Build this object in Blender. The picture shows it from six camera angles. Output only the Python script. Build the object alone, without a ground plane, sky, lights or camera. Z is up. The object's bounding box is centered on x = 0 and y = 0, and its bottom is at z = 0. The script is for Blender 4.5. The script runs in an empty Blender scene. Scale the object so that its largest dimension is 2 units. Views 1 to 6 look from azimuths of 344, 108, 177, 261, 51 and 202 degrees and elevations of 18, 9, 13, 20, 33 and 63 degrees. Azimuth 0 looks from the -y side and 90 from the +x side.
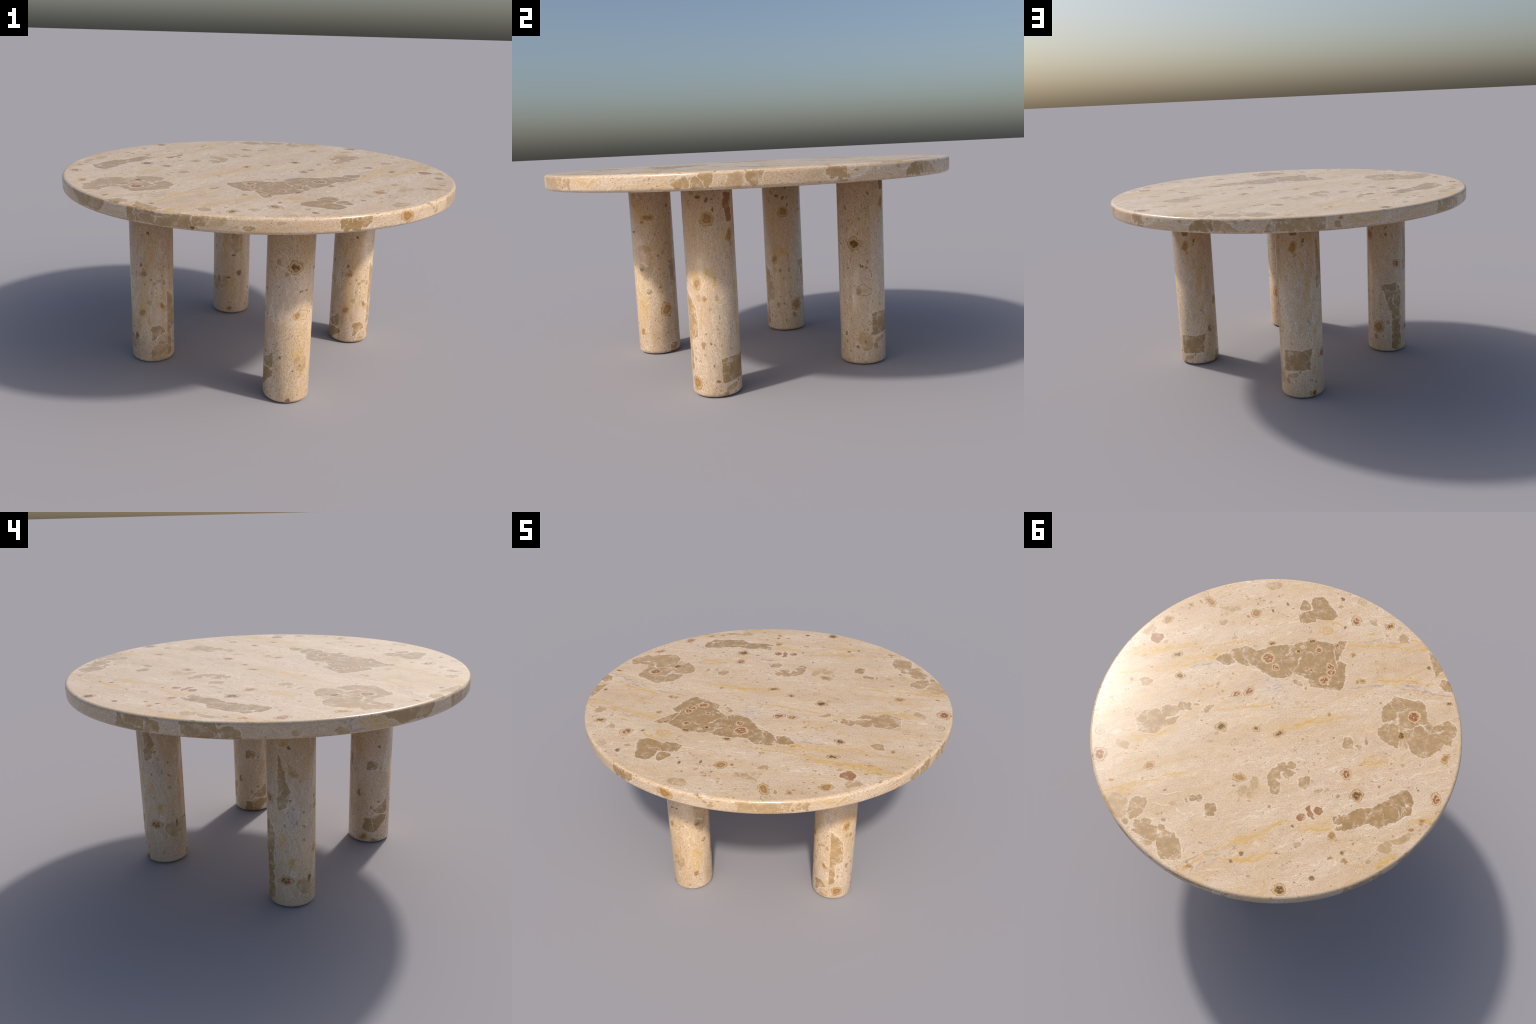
# Round stone table: a polished travertine disc on four round legs.
# The stone's inclusions (angular clasts, ringed nodules, veins) are masks
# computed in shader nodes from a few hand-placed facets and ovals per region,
# broken up by noise; everything else in the stone is noise and Voronoi.
import math
import bmesh
import bpy
from mathutils import Vector
from mathutils.geometry import convex_hull_2d

# ------------------------------------------------------------------ sizes
TOP_RADIUS, TOP_Z, UNDER_Z, ROUNDING = 1.0, 1.006, 0.934, 0.016
LEG_RADIUS, LEG_RING, LEG_ROUNDING = 0.112, 0.572, 0.020
SEAM = -10.0            # the leg panels face 10 degrees off the axes


# ------------------------------------------------- words for stone features
def facet(*corners):
    return ("facet", corners)


def oval(x, y, a, b, turn):
    return ("oval", x, y, a, b, math.radians(turn))


def clast(tone, *pieces):
    return ("clast", tone, pieces)


def nodule(kind, *pieces):
    return ("nodule", kind, pieces)


def zone(kind, *pieces):
    return ("zone", kind, pieces)


def vein(kind, width, *points):
    """A wandering thread: slim overlapping ovals strung along a few points."""
    threads = []
    for (x0, y0), (x1, y1) in zip(points, points[1:]):
        half = 0.5 * math.hypot(x1 - x0, y1 - y0)
        threads.append(("oval", (x0 + x1) / 2, (y0 + y1) / 2, half * 1.15 + width, width, math.atan2(y1 - y0, x1 - x0)))
    return ("vein", kind, tuple(threads))


# Places in metres: x, y on the top; on a side panel, run along it and height.
FEATURES = {
    "top": [
        clast("dark",  # wedge
            facet((-.102, -.599), (-.154, -.635), (-.156, -.547), (-.159, -.500)),
            facet((-.172, -.483), (-.203, -.487), (-.250, -.350), (-.243, -.310), (-.180, -.297), (-.185, -.410)),
            facet((.097, -.498), (.081, -.527), (.016, -.562), (-.091, -.590), (-.153, -.482), (-.169, -.413), (-.157, -.327), (-.078, -.313), (.034, -.322)),
            facet((-.067, -.301), (-.153, -.316), (-.176, -.298), (-.092, -.279)),
            facet((.229, -.427), (.127, -.467), (.100, -.487), (.037, -.320), (.052, -.290), (.103, -.248), (.197, -.249), (.251, -.282), (.288, -.363)),
            facet((.419, -.309), (.347, -.371), (.292, -.371), (.245, -.285), (.298, -.247), (.357, -.254)),
            facet((.469, -.223), (.448, -.261), (.412, -.287), (.375, -.241), (.409, -.213))),
        clast("dark",  # knuckle
            facet((.131, -.823), (.131, -.855), (.108, -.878), (.074, -.886), (.025, -.844), (.114, -.803)),
            facet((.111, -.794), (.006, -.837), (-.043, -.795), (-.029, -.758), (.060, -.728)),
            facet((.181, -.827), (.153, -.818), (.126, -.782), (.138, -.761), (.174, -.750)),
            facet((.159, -.715), (.109, -.769), (.077, -.762), (.066, -.705), (.089, -.682), (.143, -.665))),
        clast("mid",  # continent
            facet((-.541, -.397), (-.612, -.397), (-.694, -.415), (-.742, -.338), (-.749, -.280), (-.704, -.251), (-.638, -.231), (-.584, -.304)),
            facet((-.504, -.303), (-.542, -.393), (-.581, -.302), (-.588, -.261), (-.542, -.214), (-.519, -.239)),
            facet((-.526, -.167), (-.559, -.208), (-.603, -.228), (-.635, -.177), (-.654, -.100), (-.582, -.102), (-.538, -.125)),
            facet((-.661, -.206), (-.743, -.264), (-.779, -.241), (-.860, -.268), (-.873, -.214), (-.850, -.153), (-.814, -.100), (-.772, -.089), (-.713, -.118)),
            facet((-.777, -.258), (-.828, -.337), (-.861, -.277), (-.792, -.247)),
            facet((-.836, -.345), (-.855, -.366), (-.887, -.354), (-.909, -.316), (-.903, -.279), (-.870, -.282)),
            facet((-.867, -.267), (-.902, -.270), (-.913, -.223), (-.878, -.221))),
        clast("light",  # continent_heart
            facet((-.573, -.272), (-.628, -.305), (-.693, -.220), (-.694, -.109), (-.632, -.133))),
        clast("mid",  # continent_bridge
            facet((-.552, -.398), (-.624, -.403), (-.683, -.250), (-.617, -.230)),
            facet((-.694, -.282), (-.757, -.310), (-.819, -.250), (-.716, -.170))),
        clast("mid",  # pebble_trio
            facet((-.392, .017), (-.381, -.038), (-.408, -.046), (-.435, -.002)),
            oval(-.468, -.019, .019, .014, 28),
            oval(-.492, -.062, .023, .008, -70)),
        clast("mid",  # rim_shard
            facet((-.626, -.753), (-.655, -.746), (-.698, -.707), (-.724, -.671), (-.708, -.626), (-.673, -.677)),
            facet((-.745, -.604), (-.780, -.611), (-.814, -.561), (-.784, -.547), (-.748, -.568))),
        clast("dark",  # drumstick
            facet((-.710, .221), (-.748, .153), (-.781, .189), (-.815, .248), (-.782, .312), (-.718, .378), (-.671, .361), (-.654, .296)),
            facet((-.753, .147), (-.777, .125), (-.808, .146), (-.830, .176), (-.826, .201), (-.795, .191)),
            facet((-.811, .215), (-.833, .213), (-.839, .241), (-.820, .253)),
            facet((-.535, .398), (-.605, .312), (-.648, .299), (-.663, .357), (-.641, .389), (-.584, .437), (-.557, .456)),
            facet((-.494, .417), (-.530, .385), (-.553, .391), (-.548, .415), (-.507, .441)),
            oval(-.537, .458, .023, .011, 46)),
        clast("light",  # faded_patch
            facet((-.749, .482), (-.783, .430), (-.807, .449), (-.809, .485), (-.767, .496)),
            facet((-.787, .422), (-.820, .381), (-.880, .343), (-.862, .388), (-.820, .421))),
        clast("mid",  # paw
            facet((-.103, .291), (-.127, .264), (-.154, .317), (-.138, .336), (-.112, .320)),
            facet((-.117, .256), (-.141, .229), (-.167, .246), (-.171, .265), (-.148, .279)),
            oval(-.184, .227, .024, .023, -80),
            facet((-.166, .295), (-.179, .266), (-.218, .265), (-.198, .294)),
            facet((-.097, .334), (-.102, .304), (-.124, .338), (-.155, .345), (-.179, .366), (-.179, .406), (-.149, .411), (-.118, .373))),
        clast("light",  # leaf_pair
            oval(-.052, .426, .063, .026, -83),
            oval(-.008, .462, .036, .023, -89)),
        clast("mid",  # lump
            facet((-.253, .285), (-.272, .265), (-.295, .262), (-.308, .301), (-.294, .327), (-.270, .322)),
            oval(-.368, .302, .025, .013, 36)),
        clast("dark",  # heart
            oval(.200, .605, .020, .018, -51),
            oval(.175, .590, .022, .020, -38),
            oval(.227, .630, .013, .008, -61),
            facet((.124, .610), (.084, .592), (.069, .613), (.070, .643), (.101, .653)),
            oval(-.172, .491, .010, .010, 24)),
        clast("mid",  # archipelago
            facet((.483, .750), (.466, .715), (.419, .700), (.401, .729), (.416, .766), (.416, .804), (.434, .824), (.467, .804)),
            oval(.454, .851, .021, .019, -40),
            facet((.401, .858), (.409, .824), (.341, .797), (.332, .820), (.354, .852)),
            facet((.391, .876), (.347, .852), (.322, .819), (.295, .818), (.278, .848), (.273, .883), (.317, .880), (.347, .890)),
            oval(.271, .808, .020, .018, -24),
            facet((.268, .858), (.250, .821), (.205, .812), (.167, .836), (.112, .909), (.150, .929), (.187, .953), (.228, .928), (.252, .895)),
            oval(.280, .769, .011, .010, 14)),
        clast("light",  # pale_bank
            facet((.618, .771), (.584, .740), (.509, .742), (.477, .786), (.477, .839), (.524, .844), (.585, .802)),
            oval(.299, .901, .025, .023, 0)),
        clast("mid",  # turtle
            facet((.684, .306), (.676, .250), (.629, .207), (.584, .218), (.555, .258), (.525, .279), (.550, .325), (.588, .355), (.639, .360)),
            facet((.593, .186), (.567, .161), (.534, .151), (.502, .168), (.528, .206), (.562, .230)),
            oval(.503, .135, .031, .027, -52),
            oval(.470, .121, .023, .017, -60),
            facet((.546, .245), (.516, .214), (.491, .203), (.490, .242), (.511, .269)),
            oval(.435, .094, .015, .010, 22),
            facet((.383, .106), (.376, .080), (.350, .062), (.356, .089), (.371, .114))),
        clast("mid",  # oak_leaf
            facet((.799, .068), (.777, .044), (.726, .049), (.736, .082), (.761, .102)),
            oval(.731, -.563, .019, .011, -63)),
        clast("light",  # shore
            facet((.934, -.222), (.920, -.289), (.891, -.282), (.881, -.256), (.901, -.222)),
            facet((.720, .465), (.660, .447), (.645, .487), (.694, .495)),
            facet((.603, -.567), (.546, -.604), (.506, -.627), (.500, -.603), (.547, -.571)),
            facet((.582, -.524), (.565, -.558), (.552, -.548), (.575, -.517)),
            oval(.542, -.475, .024, .016, 70),
            oval(.391, -.852, .046, .028, 25)),
        clast("rust",  # rust_lump
            facet((.889, -.232), (.832, -.248), (.812, -.227), (.832, -.187), (.868, -.192))),
        clast("mid",  # bean
            facet((.014, -.265), (-.025, -.273), (-.037, -.255), (-.003, -.254)),
            oval(-.069, -.251, .010, .010, 90),
            oval(-.361, -.779, .011, .010, 61)),
        clast("light",  # smudge
            facet((-.229, -.843), (-.258, -.861), (-.278, -.828), (-.256, -.824)),
            oval(-.454, -.795, .037, .026, -76)),
        clast("rust",  # rust_cluster
            oval(-.343, .479, .026, .019, 26),
            oval(-.356, .417, .013, .013, 52),
            oval(-.405, .410, .023, .020, 30),
            oval(-.376, .442, .021, .012, -68),
            oval(-.394, .461, .009, .007, 26)),
        nodule("dark",
            oval(.685, -.163, .031, .018, 52),
            oval(.604, -.040, .026, .021, 18),
            oval(.254, .166, .030, .028, 9),
            oval(.074, .102, .019, .019, -1),
            oval(.229, -.456, .020, .016, 25),
            oval(-.048, .080, .031, .018, 50)),
        nodule("red",
            oval(.265, -.060, .027, .020, 39),
            oval(.211, -.101, .031, .021, 60),
            oval(.761, .571, .039, .032, -44),
            oval(.207, -.350, .043, .040, -68),
            oval(.144, -.306, .026, .023, -68)),
        nodule("ochre",
            oval(.493, .530, .030, .024, 66),
            oval(.402, -.616, .030, .029, 23),
            oval(.435, -.575, .011, .009, -65),
            oval(.778, -.515, .014, .012, 17),
            oval(.685, -.589, .042, .023, -29),
            oval(.850, -.362, .032, .023, 57),
            oval(.840, .093, .012, .010, -51),
            oval(.348, -.046, .010, .008, -61)),
        nodule("pale",
            oval(.740, -.623, .023, .022, 7),
            oval(.754, .285, .021, .017, -49),
            oval(.830, .452, .025, .019, -1),
            oval(.143, .225, .020, .016, 73)),
        nodule("red",
            oval(-.156, -.804, .032, .027, -78),
            oval(-.037, -.520, .024, .023, 71),
            oval(-.122, -.583, .022, .015, -71),
            oval(-.021, -.366, .014, .012, 28),
            oval(-.047, -.374, .014, .012, 29),
            oval(-.138, -.442, .025, .024, 70),
            oval(-.157, -.403, .026, .024, 42),
            oval(-.140, -.339, .030, .028, -86),
            oval(-.675, -.317, .041, .037, 73)),
        nodule("dark",
            oval(-.353, -.850, .028, .019, 53),
            oval(.069, -.464, .015, .014, 55),
            oval(-.650, -.175, .024, .016, -76),
            oval(-.826, -.473, .016, .010, 29),
            oval(.023, -.561, .022, .016, 27)),
        nodule("pale",
            oval(-.409, -.849, .011, .009, 42),
            oval(.057, -.503, .014, .012, -70),
            oval(-.061, -.142, .013, .012, 53),
            oval(-.141, -.951, .025, .019, -11),
            oval(-.033, -.667, .022, .019, 30)),
        nodule("ochre",
            oval(-.226, -.564, .014, .012, -86),
            oval(-.313, -.402, .010, .010, 80),
            oval(-.339, -.420, .018, .014, 30),
            oval(-.248, -.144, .010, .008, -75),
            oval(-.907, -.137, .030, .018, 84)),
        nodule("dot",
            oval(-.024, -.927, .014, .011, -74),
            oval(-.649, -.657, .012, .010, -84),
            oval(-.114, -.734, .009, .007, -74),
            oval(.259, -.754, .010, .008, -68),
            oval(.318, -.675, .012, .009, -67)),
        nodule("red",
            oval(-.462, .160, .031, .023, -59),
            oval(-.932, .108, .035, .022, -80)),
        nodule("dark",
            oval(-.555, .252, .033, .030, 41),
            oval(-.391, .869, .030, .030, 35)),
        nodule("ochre",
            oval(-.521, .509, .022, .018, -73),
            oval(-.905, .255, .016, .012, 34),
            oval(-.870, .322, .012, .008, 29),
            oval(-.552, .625, .014, .010, 27),
            oval(-.624, .607, .015, .012, 28)),
        nodule("dot",
            oval(-.511, .751, .011, .010, -72),
            oval(-.594, .576, .009, .007, -74),
            oval(-.304, .705, .007, .005, 24),
            oval(-.320, .540, .008, .007, 27)),
        nodule("pale",
            oval(-.685, .607, .012, .010, 29),
            oval(-.836, .478, .011, .007, 26)),
        nodule("ochre",
            oval(.036, .401, .034, .022, 17),
            oval(.630, .679, .012, .009, 17),
            oval(.057, .935, .022, .014, 21)),
        nodule("dot",
            oval(-.117, .829, .009, .009, -52),
            oval(-.148, .775, .011, .010, -56)),
        zone("yellow",
            oval(.811, -.148, .302, .045, 32),
            oval(.552, -.195, .303, .040, 41),
            oval(.570, .360, .174, .032, 40),
            oval(.214, .017, .173, .015, 30),
            oval(.416, -.001, .140, .034, 36)),
        zone("yellow",
            oval(.441, .597, .277, .016, 40),
            oval(.538, .704, .058, .029, 22),
            oval(-.076, .786, .305, .040, 51),
            oval(-.174, .790, .136, .023, 29)),
        zone("yellow",
            oval(-.442, .493, .109, .037, 35),
            oval(-.805, .529, .084, .022, 49),
            oval(-.579, .030, .094, .042, 25),
            oval(-.898, .253, .079, .017, 35)),
        zone("yellow",
            oval(-.315, -.683, .219, .037, 21),
            oval(-.531, -.750, .132, .023, 24),
            oval(-.519, -.494, .163, .030, 17),
            oval(-.670, -.487, .181, .030, 10),
            oval(-.165, -.046, .250, .044, 36),
            oval(-.021, -.667, .071, .046, 26),
            oval(-.733, -.642, .030, .025, 47),
            oval(.066, -.705, .186, .013, 18)),
        zone("violet",
            oval(-.665, -.503, .181, .034, 7),
            oval(.104, -.197, .093, .071, -67),
            oval(-.329, -.709, .191, .013, 24)),
        zone("violet",
            oval(.434, -.200, .172, .026, 29)),
        zone("violet",
            oval(-.037, .847, .203, .026, 50)),
        vein("gold", .008, (.103, .987), (.056, .924), (.020, .858), (-.025, .809)),
        vein("gold", .008, (-.076, .743), (-.139, .700), (-.195, .639), (-.227, .587), (-.256, .545)),
        vein("gold", .008, (-.037, .847), (-.113, .820), (-.232, .782), (-.252, .738), (-.301, .694)),
        vein("gold", .006, (.635, .755), (.556, .672), (.486, .625), (.409, .575), (.366, .516), (.279, .485)),
        vein("gold", .006, (.578, .698), (.505, .697)),
        vein("gold", .006, (-.083, .743), (-.093, .706), (-.129, .694)),
        vein("gold", .008, (-.224, .596), (-.263, .527), (-.295, .520)),
        vein("gold", .008, (-.382, .564), (-.398, .519), (-.458, .500), (-.502, .473)),
        vein("gold", .008, (-.880, .261), (-.956, .227)),
        vein("gold", .008, (-.768, .574), (-.844, .491)),
        vein("gold", .005, (-.511, .077), (-.526, .021), (-.579, -.011), (-.624, -.023)),
        vein("gold", .005, (-.554, .058), (-.633, .002)),
        vein("gold", .005, (-.633, .619), (-.672, .617), (-.737, .595)),
        vein("gold", .006, (.987, -.049), (.855, -.108), (.745, -.177), (.647, -.241), (.551, -.274), (.476, -.337), (.408, -.398), (.300, -.426)),
        vein("gold", .006, (.956, .091), (.801, .021), (.679, -.052), (.633, -.149), (.556, -.203), (.480, -.228)),
        vein("gold", .006, (.687, .412), (.566, .367), (.494, .300), (.474, .222), (.446, .156)),
        vein("gold", .005, (.785, .080), (.694, .011), (.618, -.089)),
        vein("gold", .005, (.573, .060), (.512, -.005), (.391, -.078)),
        vein("gold", .005, (.315, .080), (.246, .031), (.123, -.033), (.031, -.101)),
        vein("gold", .005, (.631, -.209), (.555, -.282)),
        vein("gold", .007, (-.167, -.617), (-.239, -.634), (-.324, -.677), (-.368, -.707)),
        vein("gold", .007, (-.496, -.695), (-.549, -.743), (-.608, -.775)),
        vein("gold", .007, (-.409, -.463), (-.493, -.482), (-.555, -.520), (-.652, -.544), (-.713, -.562)),
        vein("gold", .007, (-.096, .003), (-.178, -.051), (-.263, -.098), (-.279, -.132)),
        vein("gold", .006, (-.374, -.690), (-.435, -.737), (-.470, -.772)),
        vein("gold", .006, (-.491, -.802), (-.564, -.815)),
        vein("gold", .006, (-.246, -.742), (-.303, -.758)),
        vein("gold", .006, (.012, -.729), (-.053, -.748), (-.114, -.734)),
        vein("gold", .006, (.014, -.636), (.014, -.676), (-.040, -.701), (-.067, -.672), (-.023, -.642)),
        vein("gold", .006, (-.036, -.086), (-.154, -.165)),
        vein("gold", .006, (-.327, -.279), (-.383, -.368)),
        vein("gold", .006, (-.715, -.629), (-.750, -.635)),
        vein("violet", .006, (-.248, -.673), (-.322, -.726), (-.341, -.740)),
        vein("violet", .006, (-.370, -.723), (-.431, -.750)),
        vein("violet", .006, (-.531, -.458), (-.600, -.474), (-.681, -.501), (-.740, -.500), (-.833, -.532)),
        vein("violet", .006, (-.551, -.489), (-.624, -.494)),
        vein("violet", .006, (-.287, -.344), (-.372, -.400), (-.461, -.445)),
        vein("violet", .006, (.581, -.110), (.532, -.156), (.475, -.201)),
        vein("violet", .006, (.085, .922), (.034, .857), (-.011, .808), (-.039, .810)),
        vein("violet", .006, (.009, .853), (-.051, .819)),
        vein("white", .006, (-.518, -.410), (-.606, -.413), (-.689, -.431), (-.772, -.469)),
        vein("white", .006, (.433, -.181), (.353, -.246), (.273, -.243), (.184, -.255)),
        vein("white", .006, (.169, -.700), (.199, -.655), (.265, -.564)),
        vein("white", .006, (-.216, -.868), (-.298, -.905)),
        vein("white", .006, (-.045, -.338), (.040, -.319), (.064, -.337)),
        vein("white", .006, (.035, -.369), (.036, -.456)),
        vein("white", .006, (-.110, -.561), (-.160, -.485)),
        vein("white", .006, (-.584, -.304), (-.617, -.230), (-.688, -.107)),
        vein("white", .006, (-.675, -.317), (-.785, -.244), (-.870, -.316)),
        vein("white", .006, (-.530, -.208), (-.594, -.255)),
        vein("white", .005, (-.497, .354), (-.579, .279), (-.659, .212), (-.726, .147)),
        vein("white", .005, (-.625, .419), (-.718, .378), (-.794, .307)),
        vein("white", .005, (-.691, .471), (-.772, .436), (-.868, .326)),
        vein("white", .005, (-.273, .707), (-.346, .624), (-.406, .538)),
        vein("white", .005, (-.717, .083), (-.827, -.006), (-.930, -.076)),
        vein("white", .005, (.391, .717), (.276, .689), (.169, .702)),
        vein("white", .005, (.016, .948), (-.116, .869)),
        vein("white", .005, (.106, .359), (-.015, .273)),
        vein("white", .005, (.368, .652), (.268, .592)),
    ],
    "leg_veined": [
        clast("mid",
            facet((0, .197), (.033, .209), (.059, .189), (.065, .165), (.039, .153), (.002, .161)),
            oval(.009, .146, .017, .011, -5)),
        clast("light",
            facet((.004, .072), (.045, .119), (.074, .102), (.076, -.004), (-.004, .020))),
        nodule("dot",
            oval(-.010, .718, .009, .008, 83),
            oval(-.050, .551, .010, .009, 52),
            oval(-.081, .149, .014, .007, 79),
            oval(-.027, .494, .006, .006, 60)),
        nodule("ochre",
            oval(-.037, .502, .019, .016, 56),
            oval(-.048, .284, .022, .016, 75),
            oval(.054, .324, .015, .010, -78)),
        nodule("red",
            oval(.089, .531, .012, .008, -66)),
        nodule("pale",
            oval(.065, .307, .017, .012, -50)),
        zone("yellow",
            oval(-.008, .612, .129, .029, 81),
            oval(-.066, .639, .061, .009, 88),
            oval(-.016, .230, .036, .012, -83),
            oval(-.044, .309, .079, .023, 88),
            oval(-.042, .423, .078, .033, 86)),
        vein("white", .004, (-.025, .735), (-.017, .638), (.001, .612)),
        vein("white", .004, (-.060, .497), (-.069, .410), (-.078, .337)),
        vein("white", .004, (-.002, .461), (-.010, .348), (-.002, .255)),
        vein("white", .004, (-.042, .274), (-.020, .197), (-.030, .078)),
        vein("gold", .005, (-.022, .672), (-.012, .625), (.014, .605), (-.009, .564), (-.029, .525)),
        vein("gold", .005, (-.065, .693), (-.074, .589)),
        vein("gold", .005, (-.019, .251), (-.007, .212)),
        vein("gold", .005, (-.064, .327), (-.048, .287)),
    ],
    "leg_torn": [
        clast("mid",
            facet((-.087, .484), (-.066, .447), (-.024, .396), (-.034, .337), (-.024, .281), (-.085, .244)),
            facet((-.083, .238), (-.064, .240), (-.056, .128), (-.088, .109))),
        nodule("dot",
            oval(.062, .076, .009, .007, -10),
            oval(.024, .891, .013, .009, 1),
            oval(.059, .878, .009, .009, -84),
            oval(.078, .836, .015, .004, 88),
            oval(.096, .859, .012, .007, -88)),
        nodule("ochre",
            oval(.054, .794, .028, .024, 87),
            oval(-.005, .515, .025, .021, 69),
            oval(.025, .445, .014, .013, 70),
            oval(-.039, .063, .029, .027, -52)),
        zone("yellow",
            oval(.025, .561, .064, .031, 1),
            oval(.077, .696, .082, .006, 88)),
        vein("white", .004, (-.033, .409), (-.020, .325), (-.057, .239), (-.050, .123)),
        vein("white", .004, (.059, .299), (.050, .242), (.032, .214)),
        vein("white", .004, (.011, .342), (.012, .249)),
        vein("white", .004, (.054, .385), (.065, .313)),
        vein("gold", .005, (-.046, .550), (.003, .561)),
        vein("gold", .005, (.039, .568), (.068, .545), (.075, .530)),
        vein("gold", .005, (.059, .483), (.074, .558)),
    ],
    "leg_wedge": [
        clast("dark",
            facet((-.022, .416), (.026, .427), (.060, .422), (.074, .392), (.073, .195), (.039, .210), (.017, .299), (-.008, .346)),
            facet((.039, .200), (.073, .193), (.076, .016), (.030, .026), (.027, .123))),
        nodule("red",
            oval(.055, .547, .025, .021, -71),
            oval(-.102, .707, .028, .011, 85)),
        nodule("ochre",
            oval(-.050, .159, .035, .029, 65)),
        nodule("dot",
            oval(-.004, .722, .009, .007, 90)),
        zone("yellow",
            oval(-.095, .474, .048, .018, 85)),
        vein("white", .004, (-.026, .408), (-.012, .338), (.017, .275), (.031, .211), (.015, .116), (.022, .027)),
        vein("white", .004, (-.019, .385), (.040, .375), (.071, .385)),
        vein("white", .004, (.025, .298), (.037, .367)),
        vein("white", .004, (-.022, .116), (0, .044)),
    ],
    "leg_speckled": [
        clast("mid",
            facet((-.054, .737), (-.047, .685), (-.033, .669), (-.014, .592), (-.032, .518), (-.059, .500))),
        clast("light",
            facet((-.013, .706), (.028, .668), (.022, .657), (-.008, .682)),
            oval(.062, .108, .052, .034, -47)),
        nodule("red",
            oval(-.029, .145, .032, .020, 12)),
        nodule("dot",
            oval(-.013, .792, .008, .007, 29),
            oval(.078, .148, .019, .007, -84),
            oval(.085, .031, .012, .006, -74),
            oval(-.011, .548, .008, .005, 2)),
        zone("yellow",
            oval(-.045, .359, .058, .023, 87),
            oval(.100, .297, .080, .012, -88),
            oval(-.033, .704, .048, .038, 79),
            oval(-.037, .815, .027, .017, 9),
            oval(.003, .233, .070, .039, -3)),
        zone("violet",
            oval(-.071, .300, .079, .017, 88),
            oval(.004, .457, .087, .046, -90)),
        vein("white", .004, (-.049, .726), (-.028, .669), (-.009, .586), (-.026, .555)),
        vein("white", .004, (.016, .543), (-.012, .531)),
        vein("white", .004, (.056, .633), (.039, .540), (.021, .431)),
        vein("white", .004, (.081, .363), (.087, .229)),
        vein("gold", .005, (-.045, .378), (-.039, .347), (-.060, .310)),
        vein("gold", .005, (.097, .333), (.104, .267)),
        vein("gold", .005, (-.038, .698), (-.011, .706)),
        vein("gold", .005, (.011, .664), (.028, .653)),
    ],
    "leg_brick": [
        clast("dark",
            facet((-.074, .256), (.004, .261), (.061, .263), (.050, .228), (.045, .167), (.006, .160), (-.077, .161))),
        clast("light",
            oval(-.042, .125, .028, .015, 15)),
        clast("rust",
            oval(-.008, .868, .014, .006, 0)),
        nodule("dot",
            oval(.035, .833, .008, .007, -86),
            oval(-.001, .150, .008, .004, 87),
            oval(-.079, .450, .013, .005, 83)),
        nodule("dark",
            oval(.064, .022, .023, .011, 73)),
        zone("yellow",
            oval(-.006, .803, .024, .019, 85),
            oval(.024, .712, .097, .016, -71),
            oval(.047, .585, .084, .019, 84),
            oval(.076, .723, .103, .018, 88),
            oval(.067, .435, .073, .015, 89),
            oval(.042, .845, .030, .025, -15),
            oval(.074, .366, .040, .009, 89)),
        zone("violet",
            oval(.060, .417, .040, .018, -89)),
        clast("rust",
            facet((-.033, .986), (.003, .983), (.005, .942), (-.012, .919), (-.034, .925)),
            facet((-.023, .913), (.005, .914), (0, .873), (-.020, .868))),
        nodule("ochre",
            oval(-.015, .799, .031, .017, 86)),
        vein("gold", .005, (-.016, .803), (-.002, .825), (.006, .803), (-.004, .784), (-.016, .800)),
        vein("gold", .005, (-.001, .780), (.019, .738), (.024, .708), (.038, .672), (.058, .636)),
        vein("gold", .005, (.055, .637), (.057, .597), (.028, .561), (.036, .521), (.052, .532), (.053, .571)),
        vein("gold", .005, (.078, .690), (.071, .647)),
        vein("gold", .005, (.068, .462), (.060, .430)),
        vein("gold", .005, (.074, .379), (.070, .340)),
        vein("violet", .004, (.051, .429), (.063, .409), (.056, .391)),
        vein("white", .004, (-.076, .143), (.006, .151), (.051, .159)),
        vein("white", .004, (.061, .267), (.069, .326)),
        vein("white", .004, (.067, .621), (.069, .488), (.077, .392)),
    ],
    "leg_rubble": [
        clast("dark",
            facet((-.036, .468), (-.016, .484), (.014, .472), (.019, .443), (-.001, .431), (-.035, .439)),
            facet((.014, .205), (.058, .212), (.080, .250), (.083, .195), (.063, .176), (.025, .185)),
            oval(-.004, .218, .011, .010, -78),
            facet((-.033, .150), (.002, .148), (.007, .105), (.011, .070), (-.031, .073), (-.041, .091)),
            facet((.010, .159), (.080, .162), (.061, .127), (.032, .087), (.015, .074))),
        nodule("ochre",
            oval(-.044, .036, .020, .016, 36),
            oval(.013, .019, .013, .009, -11)),
        nodule("dot",
            oval(-.069, .295, .021, .008, 89),
            oval(.026, .563, .007, .006, -19)),
        zone("yellow",
            oval(-.070, .552, .086, .009, -89),
            oval(-.066, .303, .045, .011, -90)),
        vein("white", .004, (.015, .178), (.044, .174), (.080, .166)),
        vein("white", .004, (.001, .152), (.015, .066)),
        vein("white", .004, (-.023, .265), (.013, .235), (.049, .245)),
    ],
    "leg_eye": [
        nodule("dark",
            oval(.006, .689, .032, .030, -30)),
        nodule("ochre",
            oval(.024, .456, .020, .015, 85)),
        nodule("pale",
            oval(.052, .458, .029, .022, -60)),
        nodule("dot",
            oval(-.100, .746, .010, .004, 82),
            oval(-.047, .240, .009, .005, 89),
            oval(-.006, .017, .011, .011, -45),
            oval(.031, .578, .007, .006, -47),
            oval(.041, .578, .006, .005, -45),
            oval(.061, .573, .006, .004, -43),
            oval(.012, .176, .006, .005, -62),
            oval(.052, .201, .006, .005, -49)),
        clast("light",
            oval(.049, .205, .049, .032, -73)),
        zone("yellow",
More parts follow.
